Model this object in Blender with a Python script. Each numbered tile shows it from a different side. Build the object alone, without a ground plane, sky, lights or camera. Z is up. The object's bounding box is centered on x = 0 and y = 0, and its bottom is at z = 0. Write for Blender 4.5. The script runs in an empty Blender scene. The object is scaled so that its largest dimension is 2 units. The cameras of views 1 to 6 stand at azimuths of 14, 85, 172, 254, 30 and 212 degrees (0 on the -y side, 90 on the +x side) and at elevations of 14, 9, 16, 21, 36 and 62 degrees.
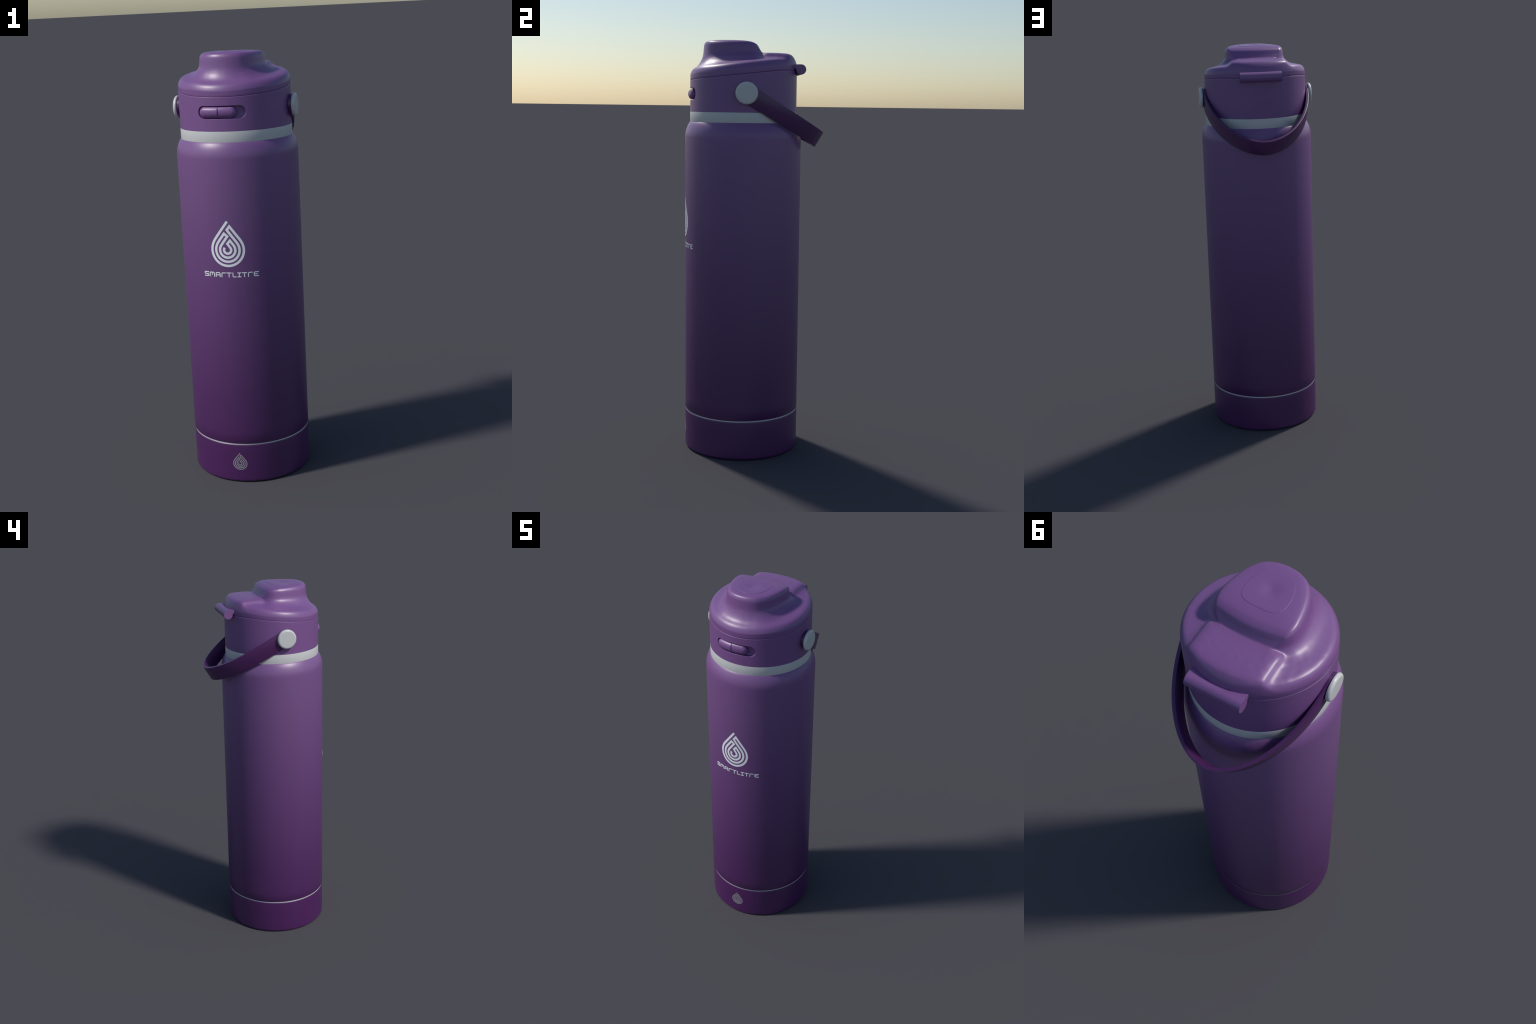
# Insulated drinking bottle: tall gradient-painted body, boot, screw collar with
# sliding lock, flip lid with drinking spout, hinge barrel and swing carry handle.
import bpy, math
import numpy as np

AX_Y = -0.055                 # the bottle's axis stands at x = 0, y = AX_Y
R_BODY, R_COLLAR, R_LID = 0.2809, 0.2568, 0.2562
Z_BOOT, Z_BAND0, Z_BAND1 = 0.1925, 1.6132, 1.6622
PI = math.pi

# ------------------------------------------------------------------ helpers
def pchip(xs, ys):
    """Monotone cubic interpolation through control points."""
    x, y = np.array(xs, float), np.array(ys, float)
    h = np.diff(x); m = np.diff(y) / h
    d = np.zeros(len(x)); d[0], d[-1] = m[0], m[-1]
    for i in range(1, len(x) - 1):
        if m[i - 1] * m[i] > 0:
            w1, w2 = 2 * h[i] + h[i - 1], h[i] + 2 * h[i - 1]
            d[i] = (w1 + w2) / (w1 / m[i - 1] + w2 / m[i])
    def f(q):
        q = np.clip(np.asarray(q, float), x[0], x[-1])
        i = np.clip(np.searchsorted(x, q) - 1, 0, len(h) - 1)
        t = (q - x[i]) / h[i]
        return ((1 + 2 * t) * (1 - t) ** 2 * y[i] + t * (1 - t) ** 2 * h[i] * d[i]
                + t * t * (3 - 2 * t) * y[i + 1] + t * t * (t - 1) * h[i] * d[i + 1])
    return f

def smax(a, b, k):
    h = np.maximum(k - np.abs(a - b), 0) / k
    return np.maximum(a, b) + h * h * k / 4

def smin(a, b, k):
    return -smax(-a, -b, k)

def smoothstep(a, b, x):
    t = np.clip((np.asarray(x, float) - a) / (b - a), 0, 1)
    return t * t * (3 - 2 * t)

def closed_spline(ctrl, n):
    """Closed Catmull-Rom curve through control points, n even samples by length."""
    P = np.array(ctrl, float); m = len(P); out = []
    for i in range(m):
        p0, p1, p2, p3 = P[i - 1], P[i], P[(i + 1) % m], P[(i + 2) % m]
        for t in np.linspace(0, 1, 40, endpoint=False):
            out.append(0.5 * (2 * p1 + (p2 - p0) * t + (2 * p0 - 5 * p1 + 4 * p2 - p3) * t * t
                              + (3 * p1 - p0 - 3 * p2 + p3) * t ** 3))
    out = np.array(out); loop = np.vstack([out, out[:1]])
    s = np.concatenate([[0], np.cumsum(np.linalg.norm(np.diff(loop, axis=0), axis=1))])
    q = np.linspace(0, s[-1], n, endpoint=False)
    return np.stack([np.interp(q, s, loop[:, 0]), np.interp(q, s, loop[:, 1])], 1)

def mirror_outline(half):
    """Half outline (x >= 0, first and last point on x = 0) -> closed outline."""
    return half + [(-x, y) for x, y in half[-2:0:-1]]

def make_object(name, verts, faces, mat, parent, smooth=True, angle=None):
    me = bpy.data.meshes.new(name)
    me.from_pydata([tuple(map(float, v)) for v in verts], [], faces)
    me.validate(); me.update()
    me.materials.append(mat)
    for p in me.polygons:
        p.use_smooth = smooth
    ob = bpy.data.objects.new(name, me)
    bpy.context.scene.collection.objects.link(ob)
    if angle is not None:
        me.set_sharp_from_angle(angle=math.radians(angle))
    ob.parent = parent
    return ob

def quad_rings(nr, n, start=0):
    """Faces between nr closed rings of n points."""
    f = []
    for i in range(nr - 1):
        a, b = start + i * n, start + (i + 1) * n
        for j in range(n):
            k = (j + 1) % n
            f.append((a + j, a + k, b + k, b + j))
    return f

def lathe(name, profile, mat, parent, n=256, angle=35, cap=True):
    """Turn (radius, z) points about the bottle's axis; profile runs bottom to top."""
    th = np.linspace(0, 2 * PI, n, endpoint=False)
    V = []
    for r, z in profile:
        V += [(r * math.sin(t), AX_Y - r * math.cos(t), z) for t in th]
    F = quad_rings(len(profile), n)
    if cap:
        F.append(tuple(range(n - 1, -1, -1)))
        b = (len(profile) - 1) * n
        F.append(tuple(range(b, b + n)))
    return make_object(name, V, F, mat, parent, angle=angle)

def fillet(cx, cz, r, a0, a1, n=8):
    return [(cx + r * math.cos(math.radians(a)), cz + r * math.sin(math.radians(a)))
            for a in np.linspace(a0, a1, n)]

# ------------------------------------------------------------------ materials
def base_material(name, rough, spec=0.5):
    m = bpy.data.materials.new(name); m.use_nodes = True
    nt = m.node_tree; b = nt.nodes["Principled BSDF"]
    b.inputs["Roughness"].default_value = rough
    b.inputs["Specular IOR Level"].default_value = spec
    return m, nt, b

def add_grain(nt, b, scale, dist, rough, drough):
    """Faint powder-coat grain: bump plus a little roughness variation."""
    tc = nt.nodes.new("ShaderNodeTexCoord")
    no = nt.nodes.new("ShaderNodeTexNoise"); no.inputs["Scale"].default_value = scale
    no.inputs["Detail"].default_value = 2.0
    nt.links.new(tc.outputs["Object"], no.inputs["Vector"])
    bu = nt.nodes.new("ShaderNodeBump"); bu.inputs["Strength"].default_value = 0.06
    bu.inputs["Distance"].default_value = dist
    nt.links.new(no.outputs["Fac"], bu.inputs["Height"])
    nt.links.new(bu.outputs["Normal"], b.inputs["Normal"])
    mr = nt.nodes.new("ShaderNodeMapRange")
    mr.inputs["To Min"].default_value = rough - drough
    mr.inputs["To Max"].default_value = rough + drough
    nt.links.new(no.outputs["Fac"], mr.inputs["Value"])
    nt.links.new(mr.outputs["Result"], b.inputs["Roughness"])
    return tc

def plain(name, col, rough, spec=0.5, grain=True, metallic=0.0):
    m, nt, b = base_material(name, rough, spec)
    b.inputs["Base Color"].default_value = (*col, 1)
    b.inputs["Metallic"].default_value = metallic
    if grain:
        add_grain(nt, b, 420, 0.0004, rough, 0.02)
    return m

LILAC = (0.193, 0.083, 0.255)      # top of the paint gradient, also collar and lid
DEEP = (0.071, 0.0110, 0.097)      # foot of the gradient, also boot and handle
SILVER = (0.585, 0.59, 0.585)

def ombre_paint():
    """Body paint fading from lilac under the neck to deep purple at the boot."""
    m, nt, b = base_material("ombre_paint", 0.42, 0.8)
    tc = add_grain(nt, b, 420, 0.0004, 0.42, 0.02)
    sep = nt.nodes.new("ShaderNodeSeparateXYZ")
    nt.links.new(tc.outputs["Object"], sep.inputs["Vector"])
    mr = nt.nodes.new("ShaderNodeMapRange")
    mr.inputs["From Min"].default_value = 0.19
    mr.inputs["From Max"].default_value = 1.58
    nt.links.new(sep.outputs["Z"], mr.inputs["Value"])
    cr = nt.nodes.new("ShaderNodeValToRGB")
    e = cr.color_ramp.elements
    e[0].position, e[0].color = 0.0, (0.0735, 0.0140, 0.101, 1)
    e[1].position, e[1].color = 1.0, (0.1900, 0.0830, 0.249, 1)
    for pos, col in ((0.163, (0.0845, 0.0217, 0.116, 1)), (0.522, (0.1300, 0.0490, 0.176, 1)),
                     (0.859, (0.1735, 0.0770, 0.227, 1))):
        k = e.new(pos); k.color = col
    nt.links.new(mr.outputs["Result"], cr.inputs["Fac"])
    nt.links.new(cr.outputs["Color"], b.inputs["Base Color"])
    return m

M_BODY = ombre_paint()
M_LID = plain("lilac_plastic", LILAC, 0.42, 0.75)
M_BOOT = plain("deep_purple_silicone", DEEP, 0.42, 0.8)
M_STRAP = plain("deep_purple_strap", (0.076, 0.016, 0.099), 0.36, 0.7)
M_BAND = plain("silver_grey_band", SILVER, 0.45)
M_RIVET = plain("silver_grey_rivet", SILVER, 0.35)
M_PRINT = plain("silver_print", (0.84, 0.86, 0.90), 0.5, grain=False)
M_PRINT_DULL = plain("dull_silver_print", (0.30, 0.29, 0.31), 0.5, grain=False)

# ------------------------------------------------------------------ root
root = bpy.data.objects.new("water_bottle", None)
root.empty_display_size = 0.1
bpy.context.scene.collection.objects.link(root)
root["label"] = "tall purple insulated bottle with flip spout lid and swing handle"
root["category"] = "water bottle"

# ------------------------------------------------------------------ body, boot, bands
shoulder_curve = pchip([1.540, 1.548, 1.561, 1.5725, 1.5845, 1.5985, 1.6125, 1.6185],
                       [R_BODY, 0.2807, 0.2794, 0.2770, 0.2733, 0.2673, 0.2585, 0.2520])
shoulder = [(float(shoulder_curve(z)), z) for z in np.linspace(1.540, 1.6185, 26)]
body_profile = ([(0.2760, 0.190), (0.2760, 0.1960), (0.2797, 0.1960), (0.2803, 0.1963), (R_BODY, 0.1972)]
                + [(R_BODY, z) for z in np.linspace(0.25, 1.5, 26)] + shoulder
                + [(0.2500, 1.6200)])
body = lathe("body", body_profile, M_BODY, root, angle=50)

boot_profile = ([(0.20, 0.004), (0.245, 0.004), (0.252, 0.0)] + [(0.266, 0.0)]
                + fillet(0.2688, 0.012, 0.012, -85, 0) + [(0.2809, 0.05), (0.2809, 0.12)]
                + fillet(0.2729, Z_BOOT - 0.0080, 0.0080, 0, 90) + [(0.2700, Z_BOOT)])
boot = lathe("boot", boot_profile, M_BOOT, root, angle=60)
ring = lathe("accent_ring", [(0.2700, 0.190), (0.2789, 0.190), (0.2789, 0.1966), (0.2700, 0.1966)],
             M_BAND, root)
band = lathe("neck_band", [(0.250, Z_BAND0)] + fillet(0.2560, Z_BAND0 + 0.001, 0.0010, -90, 0, 4)
             + fillet(0.2560, Z_BAND1 - 0.0014, 0.0010, 0, 90, 4) + [(0.250, Z_BAND1 - 0.0004)],
             M_BAND, root, angle=40)

# ------------------------------------------------------------------ collar with slot
seam = pchip([-0.32, -0.276, -0.222, -0.131, -0.0336, 0.05, 0.104, 0.14, 0.21],
             [1.8108, 1.8158, 1.8217, 1.8312, 1.8413, 1.8512, 1.8573, 1.8592, 1.8598])

SLOT_L, SLOT_R, SLOT_H = -0.1100, 0.1135, 0.0285
SLOT_Z = 1.7455

def on_cylinder(a, z, r):
    """Arc length a (measured on the collar) and height to a point at radius r."""
    t = a / R_COLLAR
    return (r * math.sin(t), AX_Y - r * math.cos(t), z)

def stadium_hit(dx, dz, left, right, half):
    """Distance along a ray from the slot centre to a stadium outline."""
    L = (right - left) / 2 - half
    best = None
    lo, hi = 0.0, 1.0
    for _ in range(40):
        mid = (lo + hi) / 2
        x, z = dx * mid, dz * mid
        q = max(abs(x) - L, 0)
        if math.hypot(q, z) < half: lo = mid
        else: hi = mid
    return lo

def build_collar():
    V, F = [], []
    a0, a1, z0, z1 = SLOT_L - 0.014, SLOT_R + 0.014, SLOT_Z - 0.038, SLOT_Z + 0.038
    nx, nz, nb, ntop = 90, 30, 8, 12
    zb = Z_BAND1 + 0.0002
    circ = 2 * PI * R_COLLAR
    win = list(np.linspace(a0, a1, nx + 1))
    rest = list(np.linspace(a1, a0 + circ, 181))[1:-1]
    cols = win + rest
    N = len(cols)
    rowsz = []
    for i, a in enumerate(cols):
        t = a / R_COLLAR
        zt = float(seam(AX_Y - R_COLLAR * math.cos(t))) - 0.0004
        z = ([zb] + list(np.linspace(zb + 0.001, z0, nb)) + list(np.linspace(z0, z1, nz + 1))[1:]
             + list(np.linspace(z1, zt - 0.0022, ntop))[1:])
        rowsz.append(z)
    nr = len(rowsz[0])
    idx = {}
    for j in range(nr):
        for i in range(N):
            inside = 0 < i < nx and nb < j < nb + nz
            if not inside:
                idx[i, j] = len(V)
                V.append(on_cylinder(cols[i], rowsz[i][j], R_COLLAR))
    for j in range(nr - 1):
        for i in range(N):
            k = (i + 1) % N
            if 0 <= i < nx and nb <= j < nb + nz:
                continue
            F.append((idx[i, j], idx[k, j], idx[k, j + 1], idx[i, j + 1]))
    # bevelled upper edge turning into the lid gap
    top = [idx[i, nr - 1] for i in range(N)]
    prev = top
    for dr, dz in [(0.0003, 0.0012), (0.0008, 0.0018), (0.0014, 0.0022), (0.012, 0.0022)]:
        cur = []
        for i in range(N):
            cur.append(len(V))
            V.append(on_cylinder(cols[i], rowsz[i][-1] + dz, R_COLLAR - dr))
        for i in range(N):
            k = (i + 1) % N
            F.append((prev[i], prev[k], cur[k], cur[i]))
        prev = cur
    F.append(tuple(prev))
    # lower edge
    low = [idx[i, 0] for i in range(N)]
    cur = []
    for i in range(N):
        cur.append(len(V)); V.append(on_cylinder(cols[i], zb, R_COLLAR - 0.012))
    for i in range(N):
        k = (i + 1) % N
        F.append((cur[i], cur[k], low[k], low[i]))
    F.append(tuple(reversed(cur)))
    # window: loops from the rectangle in to the stadium slot, then inwards to its floor
    per = ([(i, nb) for i in range(0, nx)] + [(nx, j) for j in range(nb, nb + nz)]
           + [(i, nb + nz) for i in range(nx, 0, -1)] + [(0, j) for j in range(nb + nz, nb, -1)])
    cx = (SLOT_L + SLOT_R) / 2
    outer = [idx[p] for p in per]
    rays = []
    for i, j in per:
        dx, dz = cols[i] - cx, rowsz[i][j] - SLOT_Z
        s = stadium_hit(dx, dz, SLOT_L, SLOT_R, SLOT_H)
        rays.append((dx, dz, s))
    loops = [(0.75, 0, 0), (0.45, 0, 0), (0.2, 0, 0), (0.06, 0, 0), (0, 0.00, 0.0002),
             (0, 0.0003, 0.0006), (0, 0.0005, 0.0020), (0, 0.0006, 0.020), (0, 0.004, 0.0208)]
    prev = outer
    M = len(per)
    for f, inset, depth in loops:
        cur = []
        for dx, dz, s in rays:
            q = s + (1 - s) * f
            L = math.hypot(dx, dz)
            sc = q - inset / L if f == 0 else q
            cur.append(len(V))
            V.append(on_cylinder(cx + dx * sc, SLOT_Z + dz * sc, R_COLLAR - depth))
        for i in range(M):
            k = (i + 1) % M
            F.append((prev[i], prev[k], cur[k], cur[i]))
        prev = cur
    # curved floor of the slot
    for f in (0.7, 0.4, 0.12):
        cur = []
        for dx, dz, s in rays:
            cur.append(len(V))
            V.append(on_cylinder(cx + dx * s * f, SLOT_Z + dz * s * f, R_COLLAR - 0.0208))
        for i in range(M):
            k = (i + 1) % M
            F.append((prev[i], prev[k], cur[k], cur[i]))
        prev = cur
    F.append(tuple(prev))
    return make_object("collar", V, F, M_LID, root, angle=50)

collar = build_collar()

def build_slider():
    """Pill-shaped lock that slides in the slot; its left half stands a little prouder."""
    left, right, half = -0.1055, 0.0720, 0.0260
    cx = (left + right) / 2; L = (right - left) / 2 - half
    step_x = -0.0115
    ns, nc = 96, 44
    rim = [(-L + 2 * L * i / ns, -half, 0, -1) for i in range(ns)]
    rim += [(L + half * math.sin(PI * i / nc), -half * math.cos(PI * i / nc), math.sin(PI * i / nc), -math.cos(PI * i / nc))
            for i in range(nc)]
    rim += [(L - 2 * L * i / ns, half, 0, 1) for i in range(ns)]
    rim += [(-L - half * math.sin(PI * i / nc), half * math.cos(PI * i / nc), -math.sin(PI * i / nc), math.cos(PI * i / nc))
            for i in range(nc)]
    n = len(rim)
    V, F = [], []
    ts = [0.0] + list(np.sin(np.linspace(0, PI / 2, 22)) ** 2 * 0.97)
    for k, t in enumerate(ts):
        for x, z, nx, nz in rim:
            d = half * t
            px, pz = x - nx * d, z - nz * d
            ax = cx + px
            lift = 0.0 if k == 0 else 0.0176 * math.sqrt(max(0, 1 - (1 - t) ** 2.2))
            st = float(smoothstep(step_x - 0.0012, step_x + 0.0012, ax))
            lift *= 1.0 + 0.22 * (1 - st)
            base = R_COLLAR - (0.0215 if k == 0 else 0.0120)
            V.append(on_cylinder(ax, SLOT_Z + pz, base + lift))
    F = quad_rings(len(ts), n)
    o = (len(ts) - 1) * n
    for i in range(ns):                      # close the crest between its two long sides
        F.append((o + i, o + i + 1, o + 2 * ns + nc - i - 1, o + 2 * ns + nc - i))
    F.append(tuple(o + ns + i for i in range(nc + 1)))
    F.append(tuple(o + (2 * ns + nc + i) % n for i in range(nc + 1)))
    return make_object("lock_slider", V, F, M_LID, collar, angle=60)

slider = build_slider()

# ------------------------------------------------------------------ lid
SPOUT = mirror_outline([(0, 0.050), (0.04, 0.046), (0.080, 0.0330), (0.1080, 0.0160), (0.1280, -0.0030),
                        (0.1405, -0.0240), (0.1455, -0.0480), (0.1455, -0.0700), (0.1415, -0.100), (0.1325, -0.140),
                        (0.1195, -0.175), (0.1005, -0.205), (0.0780, -0.2255), (0.0510, -0.2385),
                        (0.0250, -0.2447), (0, -0.2464)])
spout_pts = closed_spline(SPOUT, 900)
spout_tan = np.roll(spout_pts, -1, 0) - np.roll(spout_pts, 1, 0)
spout_tan /= np.linalg.norm(spout_tan, axis=1)[:, None]
spout_nrm = np.stack([-spout_tan[:, 1], spout_tan[:, 0]], 1)
if (spout_nrm[0] @ np.array([0, 1])) < 0:
    spout_nrm = -spout_nrm
spout_wall = pchip([-0.25, -0.050, -0.030, -0.018, -0.012, -0.007, -0.0035, -0.0012, 0.0, 0.0010, 0.0022,
                    0.0040, 0.0095, 0.018, 0.029, 0.040, 0.055, 0.10],
                   [1.9990, 1.9985, 1.9972, 1.9953, 1.9933, 1.9893, 1.9832, 1.9770, 1.9690, 1.9580, 1.9440,
                    1.9310, 1.9130, 1.8950, 1.8750, 1.8580, 1.8380, 1.7900])
spout_rear = pchip([-0.30, -0.060, -0.035, -0.013, 0.0013, 0.0129, 0.020, 0.0246, 0.0327, 0.040, 0.060, 0.3],
                   [2.0100, 2.0020, 1.9972, 1.9922, 1.9865, 1.9790, 1.9680, 1.9595, 1.9460, 1.932, 1.890, 1.5])
rim_rise = pchip([0.0, 0.0008, 0.0026, 0.0055, 0.010, 0.016, 0.025, 0.040, 0.060, 0.090, 0.26],
                 [0.0190, 0.0240, 0.0300, 0.0370, 0.0440, 0.0495, 0.0535, 0.0570, 0.0610, 0.0665, 0.0770])
shelf_side = pchip([0, 0.095, 0.110, 0.121, 0.130, 0.137, 0.145, 0.155, 0.17, 0.20, 0.27],
                   [1.9458, 1.9452, 1.9436, 1.9398, 1.9340, 1.9255, 1.9140, 1.9020, 1.8880, 1.865, 1.80])
shelf_back = pchip([-0.1, 0, 0.002, 0.0053, 0.0075, 0.0135, 0.021, 0.030, 0.050, 0.076, 0.11, 0.5],
                   [1.80, 1.872, 1.8825, 1.8940, 1.9005, 1.9135, 1.9255, 1.9345, 1.9415, 1.9445, 1.9458, 1.9462])
shelf_edge = pchip([0, 0.002, 0.006, 0.012, 0.020, 0.032, 0.06, 0.5],
                   [1.872, 1.889, 1.909, 1.929, 1.943, 1.954, 1.962, 1.964])
DIMPLE = (-0.001, -0.127)

def lid_height(x, y):
    x, y = np.asarray(x, float), np.asarray(y, float)
    shp = x.shape
    x, y = x.ravel(), y.ravel()
    rho = np.hypot(x, y - AX_Y)
    d = np.maximum(R_LID - rho, 0)
    base = seam(y) + rim_rise(d)
    s = np.empty_like(x); nx = np.empty_like(x)
    for c in range(0, len(x), 4000):
        sl = slice(c, c + 4000)
        dx = x[sl, None] - spout_pts[None, :, 0]
        dy = y[sl, None] - spout_pts[None, :, 1]
        q = dx * dx + dy * dy
        i = np.argmin(q, 1); r = np.arange(len(i))
        nn = spout_nrm[i]
        side = dx[r, i] * nn[:, 0] + dy[r, i] * nn[:, 1]
        dist = np.sqrt(q[r, i]) * np.sign(side)
        s[sl] = np.where(np.abs(side) < 0.0012, side, dist)
        nx[sl] = np.abs(nn[:, 0])
    # the top edge is rounder along the flanks than at the lip
    s = np.where(s < 0, s * (1 - 0.28 * smoothstep(0.5, 1.0, nx)), s)
    mesa = spout_wall(s)
    rear = spout_rear(y + x * x + 0.0025)
    mesa = smin(mesa, rear, 0.010)
    r2 = np.hypot(x - DIMPLE[0], y - DIMPLE[1])
    mesa = mesa - 0.0042 * np.exp(-(r2 / 0.027) ** 2)
    shelf = smin(shelf_side(np.abs(x)), shelf_back(0.6 * (AX_Y + R_LID - y) + 0.4 * d), 0.018)
    shelf = smin(shelf, shelf_edge(d), 0.020)
    shelf = shelf - np.maximum(0.012 - y, 0) * 0.9
    # its front corners sink under the round corners of the spout
    shelf = shelf - 11.0 * np.maximum(0.056 - y, 0) ** 2 * smoothstep(0.085, 0.128, np.abs(x))
    k = 0.030 + 0.046 * smoothstep(0.15, 0.95, nx)
    a = smax(mesa, base, k)
    b = smax(shelf, base, 0.030)
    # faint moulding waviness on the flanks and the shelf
    wave = (np.sin(x * 95 + 1.7 * np.sin(y * 60)) * np.sin(y * 110 + 1.3 * np.sin(x * 70 + 0.8))
            + 0.3 * np.sin(x * 150 + y * 40 + 0.5))
    wave *= 0.00022 * smoothstep(0.002, 0.016, d) * smoothstep(-0.14, -0.02, y)
    b = b + wave
    a = a + wave * smoothstep(-0.004, 0.006, s)
    return smax(a, b, 0.007).reshape(shp)

def build_lid():
    n = 640
    th = np.linspace(0, 2 * PI, n, endpoint=False)
    edge = [0.030 * (i / 34) ** 2.2 for i in range(35)]
    radii = [R_LID - e for e in edge]
    radii += list(np.linspace(R_LID - 0.030, 0.004, 300))[1:]
    r = np.array(radii)[:, None]
    X = r * np.sin(th)[None]; Y = AX_Y - r * np.cos(th)[None]
    Z = lid_height(X, Y)
    V = []
    # lower lip: under the edge, bevel, wall
    zs = seam(AX_Y - R_LID * np.cos(th)) + 0.0004
    ztop = Z[0]
    rows = [(R_LID - 0.014, zs), (R_LID - 0.0006, zs), (R_LID - 0.0002, zs + 0.0002), (R_LID, zs + 0.0007)]
    for f in (0.3, 0.6, 0.85):
        rows.append((R_LID, zs + 0.0007 + (ztop - zs - 0.0007) * f))
    for rr, zz in rows:
        V += list(zip(rr * np.sin(th), AX_Y - rr * np.cos(th), zz))
    for i in range(len(radii)):
        V += list(zip(X[i], Y[i], Z[i]))
    nr = len(rows) + len(radii)
    F = quad_rings(nr, n)
    F.append(tuple(range(n - 1, -1, -1)))
    F.append(tuple(range((nr - 1) * n, nr * n)))
    return make_object("lid", V, F, M_LID, root, angle=75)

lid = build_lid()

def build_spout_panel():
    """Slightly raised rounded panel on the spout, with a thumb dimple."""
    out = closed_spline(mirror_outline([(0, -0.0485), (0.040, -0.0500), (0.062, -0.0580), (0.0745, -0.0740),
                                        (0.0788, -0.1000), (0.0765, -0.1350), (0.0670, -0.1660),
                                        (0.0480, -0.1890), (0.0250, -0.2010), (0, -0.2045)]), 240)
    c = np.array([0, -0.126])
    V = []
    spec = [(1.0, -0.002), (1.0, 0.0004), (0.9965, 0.0008), (0.990, 0.0009)]
    spec += [(f, 0.0009) for f in np.linspace(0.96, 0.02, 40)]
    for f, dz in spec:
        P = c + (out - c) * f
        V += list(zip(P[:, 0], P[:, 1], lid_height(P[:, 0], P[:, 1]) + dz))
    F = quad_rings(len(spec), len(out))
    F.append(tuple(range((len(spec) - 1) * 240, len(spec) * 240)))
    return make_object("spout_panel", V, F, M_LID, lid, angle=50)

panel = build_spout_panel()

def build_hinge():
    """Barrel across the back of the lid with a flat tab reaching to the wall."""
    cy, cz, r = 0.2125, 0.8660 + 1.0, 0.0240
    def section(y_in, z_in):
        pts = [(y_in, cz + r - 0.0008)]
        for a in np.linspace(88, -160, 44):
            pts.append((cy + r * math.cos(math.radians(a)), cz + r * math.sin(math.radians(a))))
        pts.append((min(cy - r * 0.90, y_in + 0.010), z_in - 0.004))
        pts.append((y_in, z_in))
        return pts
    stations = []
    for x in (-0.1015, -0.047): stations.append((x, 0.1780, 1.8740))
    for x in (-0.045, 0.045): stations.append((x, 0.1990, 1.8760))
    for x in (0.047, 0.1030): stations.append((x, 0.1780, 1.8740))
    V, F = [], []
    m = len(section(0.178, 1.874))
    for x, yi, zi in stations:
        V += [(x, y, z) for y, z in section(yi, zi)]
    F = quad_rings(len(stations), m)
    F.append(tuple(range(m - 1, -1, -1)))
    b = (len(stations) - 1) * m
    F.append(tuple(range(b, b + m)))
    F = [tuple(reversed(f)) for f in F]
    ob = make_object("hinge_barrel", V, F, M_LID, lid, angle=40)
    return ob

hinge = build_hinge()

# ------------------------------------------------------------------ handle and rivets
HUB_Z = 1.7500
TILT = math.radians(30.6)
STRAP_W, STRAP_T, STRAP_UP = 0.041, 0.0135, 0.0018

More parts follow.
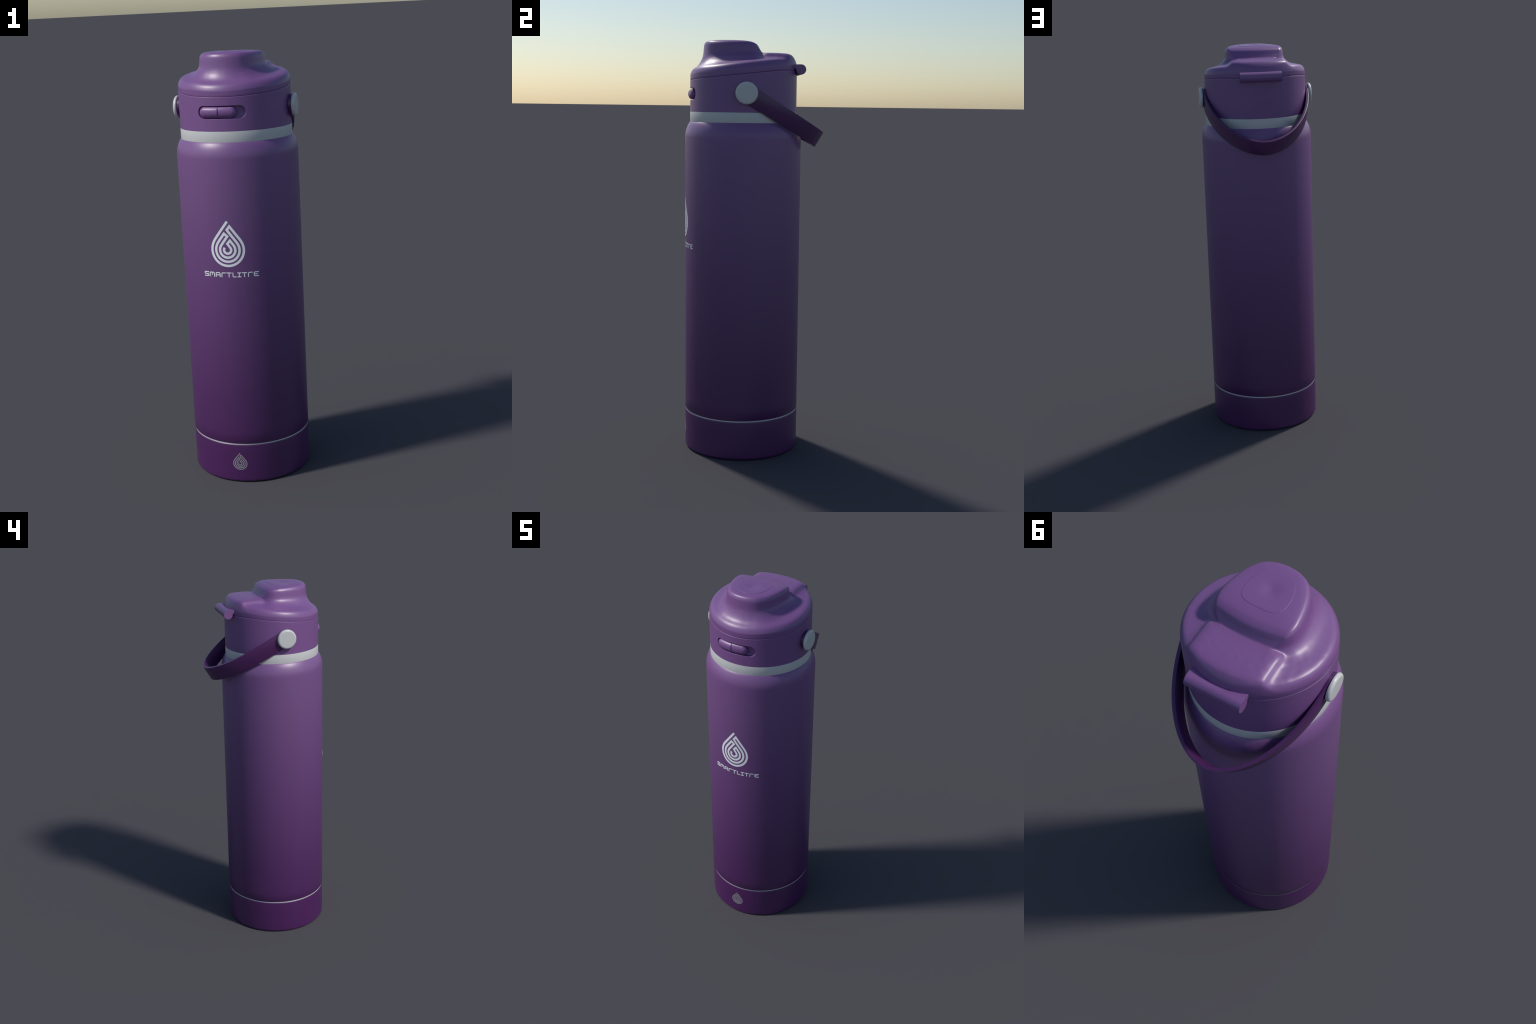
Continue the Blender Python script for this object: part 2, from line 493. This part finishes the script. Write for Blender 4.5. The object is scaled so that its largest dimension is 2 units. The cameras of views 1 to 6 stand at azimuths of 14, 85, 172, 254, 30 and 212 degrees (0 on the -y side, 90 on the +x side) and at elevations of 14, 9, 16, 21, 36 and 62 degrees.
def build_handle():
    """U-shaped strap: flat band, width across the swing plane, round ends on the rivets."""
    # nearly elliptic arch, squeezed a little at its corners
    u = np.linspace(0, PI, 181)
    pw = 2 / 1.87
    P = np.stack([0.2618 * np.sign(np.cos(u)) * np.abs(np.cos(u)) ** pw,
                  0.4240 * np.maximum(np.sin(u), 0) ** pw], 1)
    # smooth resample of the open path
    t = np.concatenate([[0], np.cumsum(np.linalg.norm(np.diff(P, axis=0), axis=1))])
    q = np.linspace(0, t[-1], 161)
    def cr(vals):
        d = np.gradient(vals, t)
        i = np.clip(np.searchsorted(t, q) - 1, 0, len(t) - 2); h = t[i + 1] - t[i]; u = (q - t[i]) / h
        return ((1 + 2 * u) * (1 - u) ** 2 * vals[i] + u * (1 - u) ** 2 * h * d[i]
                + u * u * (3 - 2 * u) * vals[i + 1] + u * u * (u - 1) * h * d[i + 1])
    path = np.stack([cr(P[:, 0]), cr(P[:, 1])], 1)
    tan = np.gradient(path, axis=0); tan /= np.linalg.norm(tan, axis=1)[:, None]
    nrm = np.stack([tan[:, 1], -tan[:, 0]], 1)      # points outwards from the loop
    if nrm[80, 1] < 0: nrm = -nrm
    c, s = math.cos(TILT), math.sin(TILT)
    def place(x, a, w):
        w += (STRAP_UP - 0.0020 * x / 0.26) * min(1.0, max(a, 0.0) / 0.06)
        return (x, AX_Y + a * c + w * s, HUB_Z - a * s + w * c)
    V, F = [], []
    bv = 0.0013
    h, k = STRAP_T / 2, STRAP_W
    sect = [(-h, -k + bv), (-h + bv * .3, -k + bv * .3), (-h + bv, -k), (h - bv, -k), (h - bv * .3, -k + bv * .3),
            (h, -k + bv), (h, 0), (h, k - bv), (h - bv * .3, k - bv * .3), (h - bv, k), (-h + bv, k),
            (-h + bv * .3, k - bv * .3), (-h, k - bv), (-h, 0)]
    m = len(sect)
    # round ends: stations behind the hub with shrinking width
    ends = [math.radians(a) for a in (84, 72, 60, 48, 36, 24, 12)]
    stations = []
    for e in ends:
        stations.append((path[0], nrm[0], -1.12 * STRAP_W * math.sin(e), 1.12 * math.cos(e)))
    for i in range(len(path)):
        # the strap widens into a round eye under each rivet
        stations.append((path[i], nrm[i], 0.0, 1.0 + 0.12 * float(smoothstep(0.045, 0.0, path[i][1]))))
    for e in reversed(ends):
        stations.append((path[-1], nrm[-1], -1.12 * STRAP_W * math.sin(e), 1.12 * math.cos(e)))
    for p, nn, back, wid in stations:
        for dt, w in sect:
            V.append(place(p[0] + nn[0] * dt, p[1] + back + nn[1] * dt * (back == 0), w * wid))
    F = quad_rings(len(stations), m)
    F.append(tuple(range(m - 1, -1, -1)))
    b = (len(stations) - 1) * m
    F.append(tuple(range(b, b + m)))
    return make_object("carry_handle", V, F, M_STRAP, root, angle=40)

handle = build_handle()

def build_rivet_mesh():
    """Round button head, axis along +x from the collar outwards."""
    prof = [(0.0300, 0.2500), (0.0300, 0.2700), (0.0470, 0.2700), (0.0500, 0.2710), (0.0514, 0.2727), (0.0517, 0.2745)]
    cx, cr, r = 0.2762, 0.0415, 0.0102
    for a in np.linspace(0, 90, 10):
        prof.append((cr + r * math.cos(math.radians(a)), cx + 0.0106 * math.sin(math.radians(a))))
    prof += [(0.030, 0.2868), (0.015, 0.2871), (0.002, 0.2871)]
    n = 96
    V = []
    for r_, x in prof:
        for j in range(n):
            t = 2 * PI * j / n
            V.append((x, r_ * math.cos(t), r_ * math.sin(t)))
    F = quad_rings(len(prof), n)
    F.append(tuple(range(n - 1, -1, -1)))
    b = (len(prof) - 1) * n
    F.append(tuple(range(b, b + n)))
    return V, F

rv, rf = build_rivet_mesh()
rivet = make_object("handle_rivet", rv, rf, M_RIVET, handle, angle=50)
rivet.location = (0, AX_Y, HUB_Z)
other = rivet.copy()
bpy.context.scene.collection.objects.link(other)
other.parent = handle
other.rotation_euler = (0, 0, PI)

# ------------------------------------------------------------------ printed marks
def ribbon(path, hw, radius, lift, V, F, end_trim=0.0):
    """Flat printed stroke with mitred corners laid on the wall of a cylinder."""
    P = np.array(path, float)
    d = np.diff(P, axis=0); d /= np.linalg.norm(d, axis=1)[:, None]
    n = np.stack([-d[:, 1], d[:, 0]], 1)
    left, right = [], []
    for i in range(len(P)):
        if i == 0: o = n[0]
        elif i == len(P) - 1: o = n[-1]
        else:
            o = n[i - 1] + n[i]
            o = o / max(o @ o, 1e-6) * 2
        left.append(P[i] + o * hw); right.append(P[i] - o * hw)
    b = len(V)
    def put(q, r):
        t = q[0] / radius
        return (r * math.sin(t), AX_Y - r * math.cos(t), q[1])
    for l, r in zip(left, right):
        V += [put(l, radius - 0.001), put(l, radius + lift), put(r, radius + lift), put(r, radius - 0.001)]
    for i in range(len(P) - 1):
        for k in range(4):
            a0, a1 = b + i * 4 + k, b + i * 4 + (k + 1) % 4
            F.append((a0, a1, a1 + 4, a0 + 4))
    F.append((b + 3, b + 2, b + 1, b))
    e = b + (len(P) - 1) * 4
    F.append((e, e + 1, e + 2, e + 3))

def fine(path, step):
    out = [path[0]]
    for p, q in zip(path[:-1], path[1:]):
        k = max(1, int(math.dist(p, q) / step))
        out += [(p[0] + (q[0] - p[0]) * i / k, p[1] + (q[1] - p[1]) * i / k) for i in range(1, k + 1)]
    return out

def drop_path(sx, sz, cx, cz):
    """One continuous line winding through four nested drops."""
    phi = math.radians(36.5)
    radii = [0.0748, 0.0552, 0.0359, 0.0169]
    def left_line(r, x):    # height of the straight left flank at x
        return r / math.sin(phi) + x / math.tan(phi)
    def right_line(r, x):
        return r / math.sin(phi) - x / math.tan(phi)
    def arc(r, a0, a1):
        return [(r * math.cos(math.radians(a)), r * math.sin(math.radians(a)))
                for a in np.linspace(a0, a1, 56)]
    tl, tr = 180 - math.degrees(phi), math.degrees(phi)
    pts = [(0.0035, left_line(radii[0], 0.0035))]
    pts += arc(radii[0], tl, 360 + tr)
    pts += [(0.0131, right_line(radii[0], 0.0131)), (0.0006, right_line(radii[1], 0.0006))]
    pts += arc(radii[1], tr, tl - 360)
    pts += [(-0.0130, left_line(radii[1], -0.0130)), (0.0015, left_line(radii[2], 0.0015))]
    pts += arc(radii[2], tl, 360 + tr)
    pts += [(0.0128, right_line(radii[2], 0.0128)), (0.0, right_line(radii[3], 0.0))]
    pts += arc(radii[3], tr, 140 - 360)
    pts = np.array(fine(pts, 0.0035))
    # ease the flanks into the round part, keeping ends and mitred corners
    d = np.diff(pts, axis=0); d /= np.linalg.norm(d, axis=1)[:, None]
    turn = np.ones(len(pts)); turn[1:-1] = (d[:-1] * d[1:]).sum(1) < 0.6
    turn[0] = turn[-1] = 1
    w = np.where(turn > 0, 0.0, 0.5)[:, None]
    for _ in range(12):
        avg = pts.copy(); avg[1:-1] = (pts[:-2] + pts[2:]) / 2
        pts = pts + w * (avg - pts)
    return [(cx + x * sx, cz + z * sz) for x, z in pts]

V, F = [], []
ribbon(drop_path(1, 1, 0.0055, 1.1360), 0.0056, R_BODY, 0.00025, V, F)
emblem = make_object("drop_emblem", V, F, M_PRINT, body, smooth=False)

V, F = [], []
ribbon(drop_path(0.443, 0.405, 0.0088, 0.0946), 0.0022, 0.2809, 0.00025, V, F)
emblem2 = make_object("drop_emblem", V, F, M_PRINT_DULL, boot, smooth=False)

GLYPHS = {
    "s": [[(1, 1), (.16, 1), (0, .86), (0, .64), (.16, .5), (.84, .5), (1, .36), (1, .14), (.84, 0), (0, 0)]],
    "m": [[(0, 0), (0, .84), (.18, 1), (.82, 1), (1, .84), (1, 0)], [(.5, 1), (.5, .28)]],
    "a": [[(0, 0), (0, .84), (.2, 1), (.8, 1), (1, .84), (1, 0)], [(0, .42), (1, .42)]],
    "r": [[(0, 0), (0, .8), (.22, 1), (1, 1)]],
    "t": [[(0, 1), (1, 1)], [(.5, 1), (.5, 0)]],
    "l": [[(0, 1), (0, .2), (.22, 0), (1, 0)]],
    "i": [[(0, 1), (1, 1)], [(0, 0), (1, 0)], [(.5, 1), (.5, 0)]],
    "e": [[(1, 1), (.18, 1), (0, .84), (0, .16), (.18, 0), (1, 0)], [(0, .5), (.82, .5)]],
}
# letter, left edge and right edge in arc length on the body
ROW = [("s", -0.1185, -0.0935), ("m", -0.0900, -0.0630), ("a", -0.0585, -0.0345), ("r", -0.0300, -0.0090),
       ("t", -0.0060, 0.0180), ("l", 0.0218, 0.0400), ("i", 0.0440, 0.0615), ("t", 0.0650, 0.0875),
       ("r", 0.0918, 0.1140), ("e", 0.1182, 0.1420)]
HW = 0.0021
for ch, x0, x1 in ROW:
    V, F = [], []
    for si, stroke in enumerate(GLYPHS[ch]):
        a, b = x0 + HW, x1 - HW
        z0, z1 = 1.0092 + HW, 1.0318 - HW
        pts = []
        for u, v in stroke:
            pts.append((a + (b - a) * u, z0 + (z1 - z0) * v))
        # open ends run out to the letter's box
        def push(p, q):
            L = math.dist(p, q)
            return (p[0] + (p[0] - q[0]) / L * HW, p[1] + (p[1] - q[1]) / L * HW)
        if si == 0 or (ch in "ti"):
            pts[0], pts[-1] = push(pts[0], pts[1]), push(pts[-1], pts[-2])
        ribbon(fine(pts, 0.006), HW, R_BODY, 0.0003 - 0.00012 * si, V, F)
    make_object("letter_" + ch, V, F, M_PRINT, body, smooth=False)
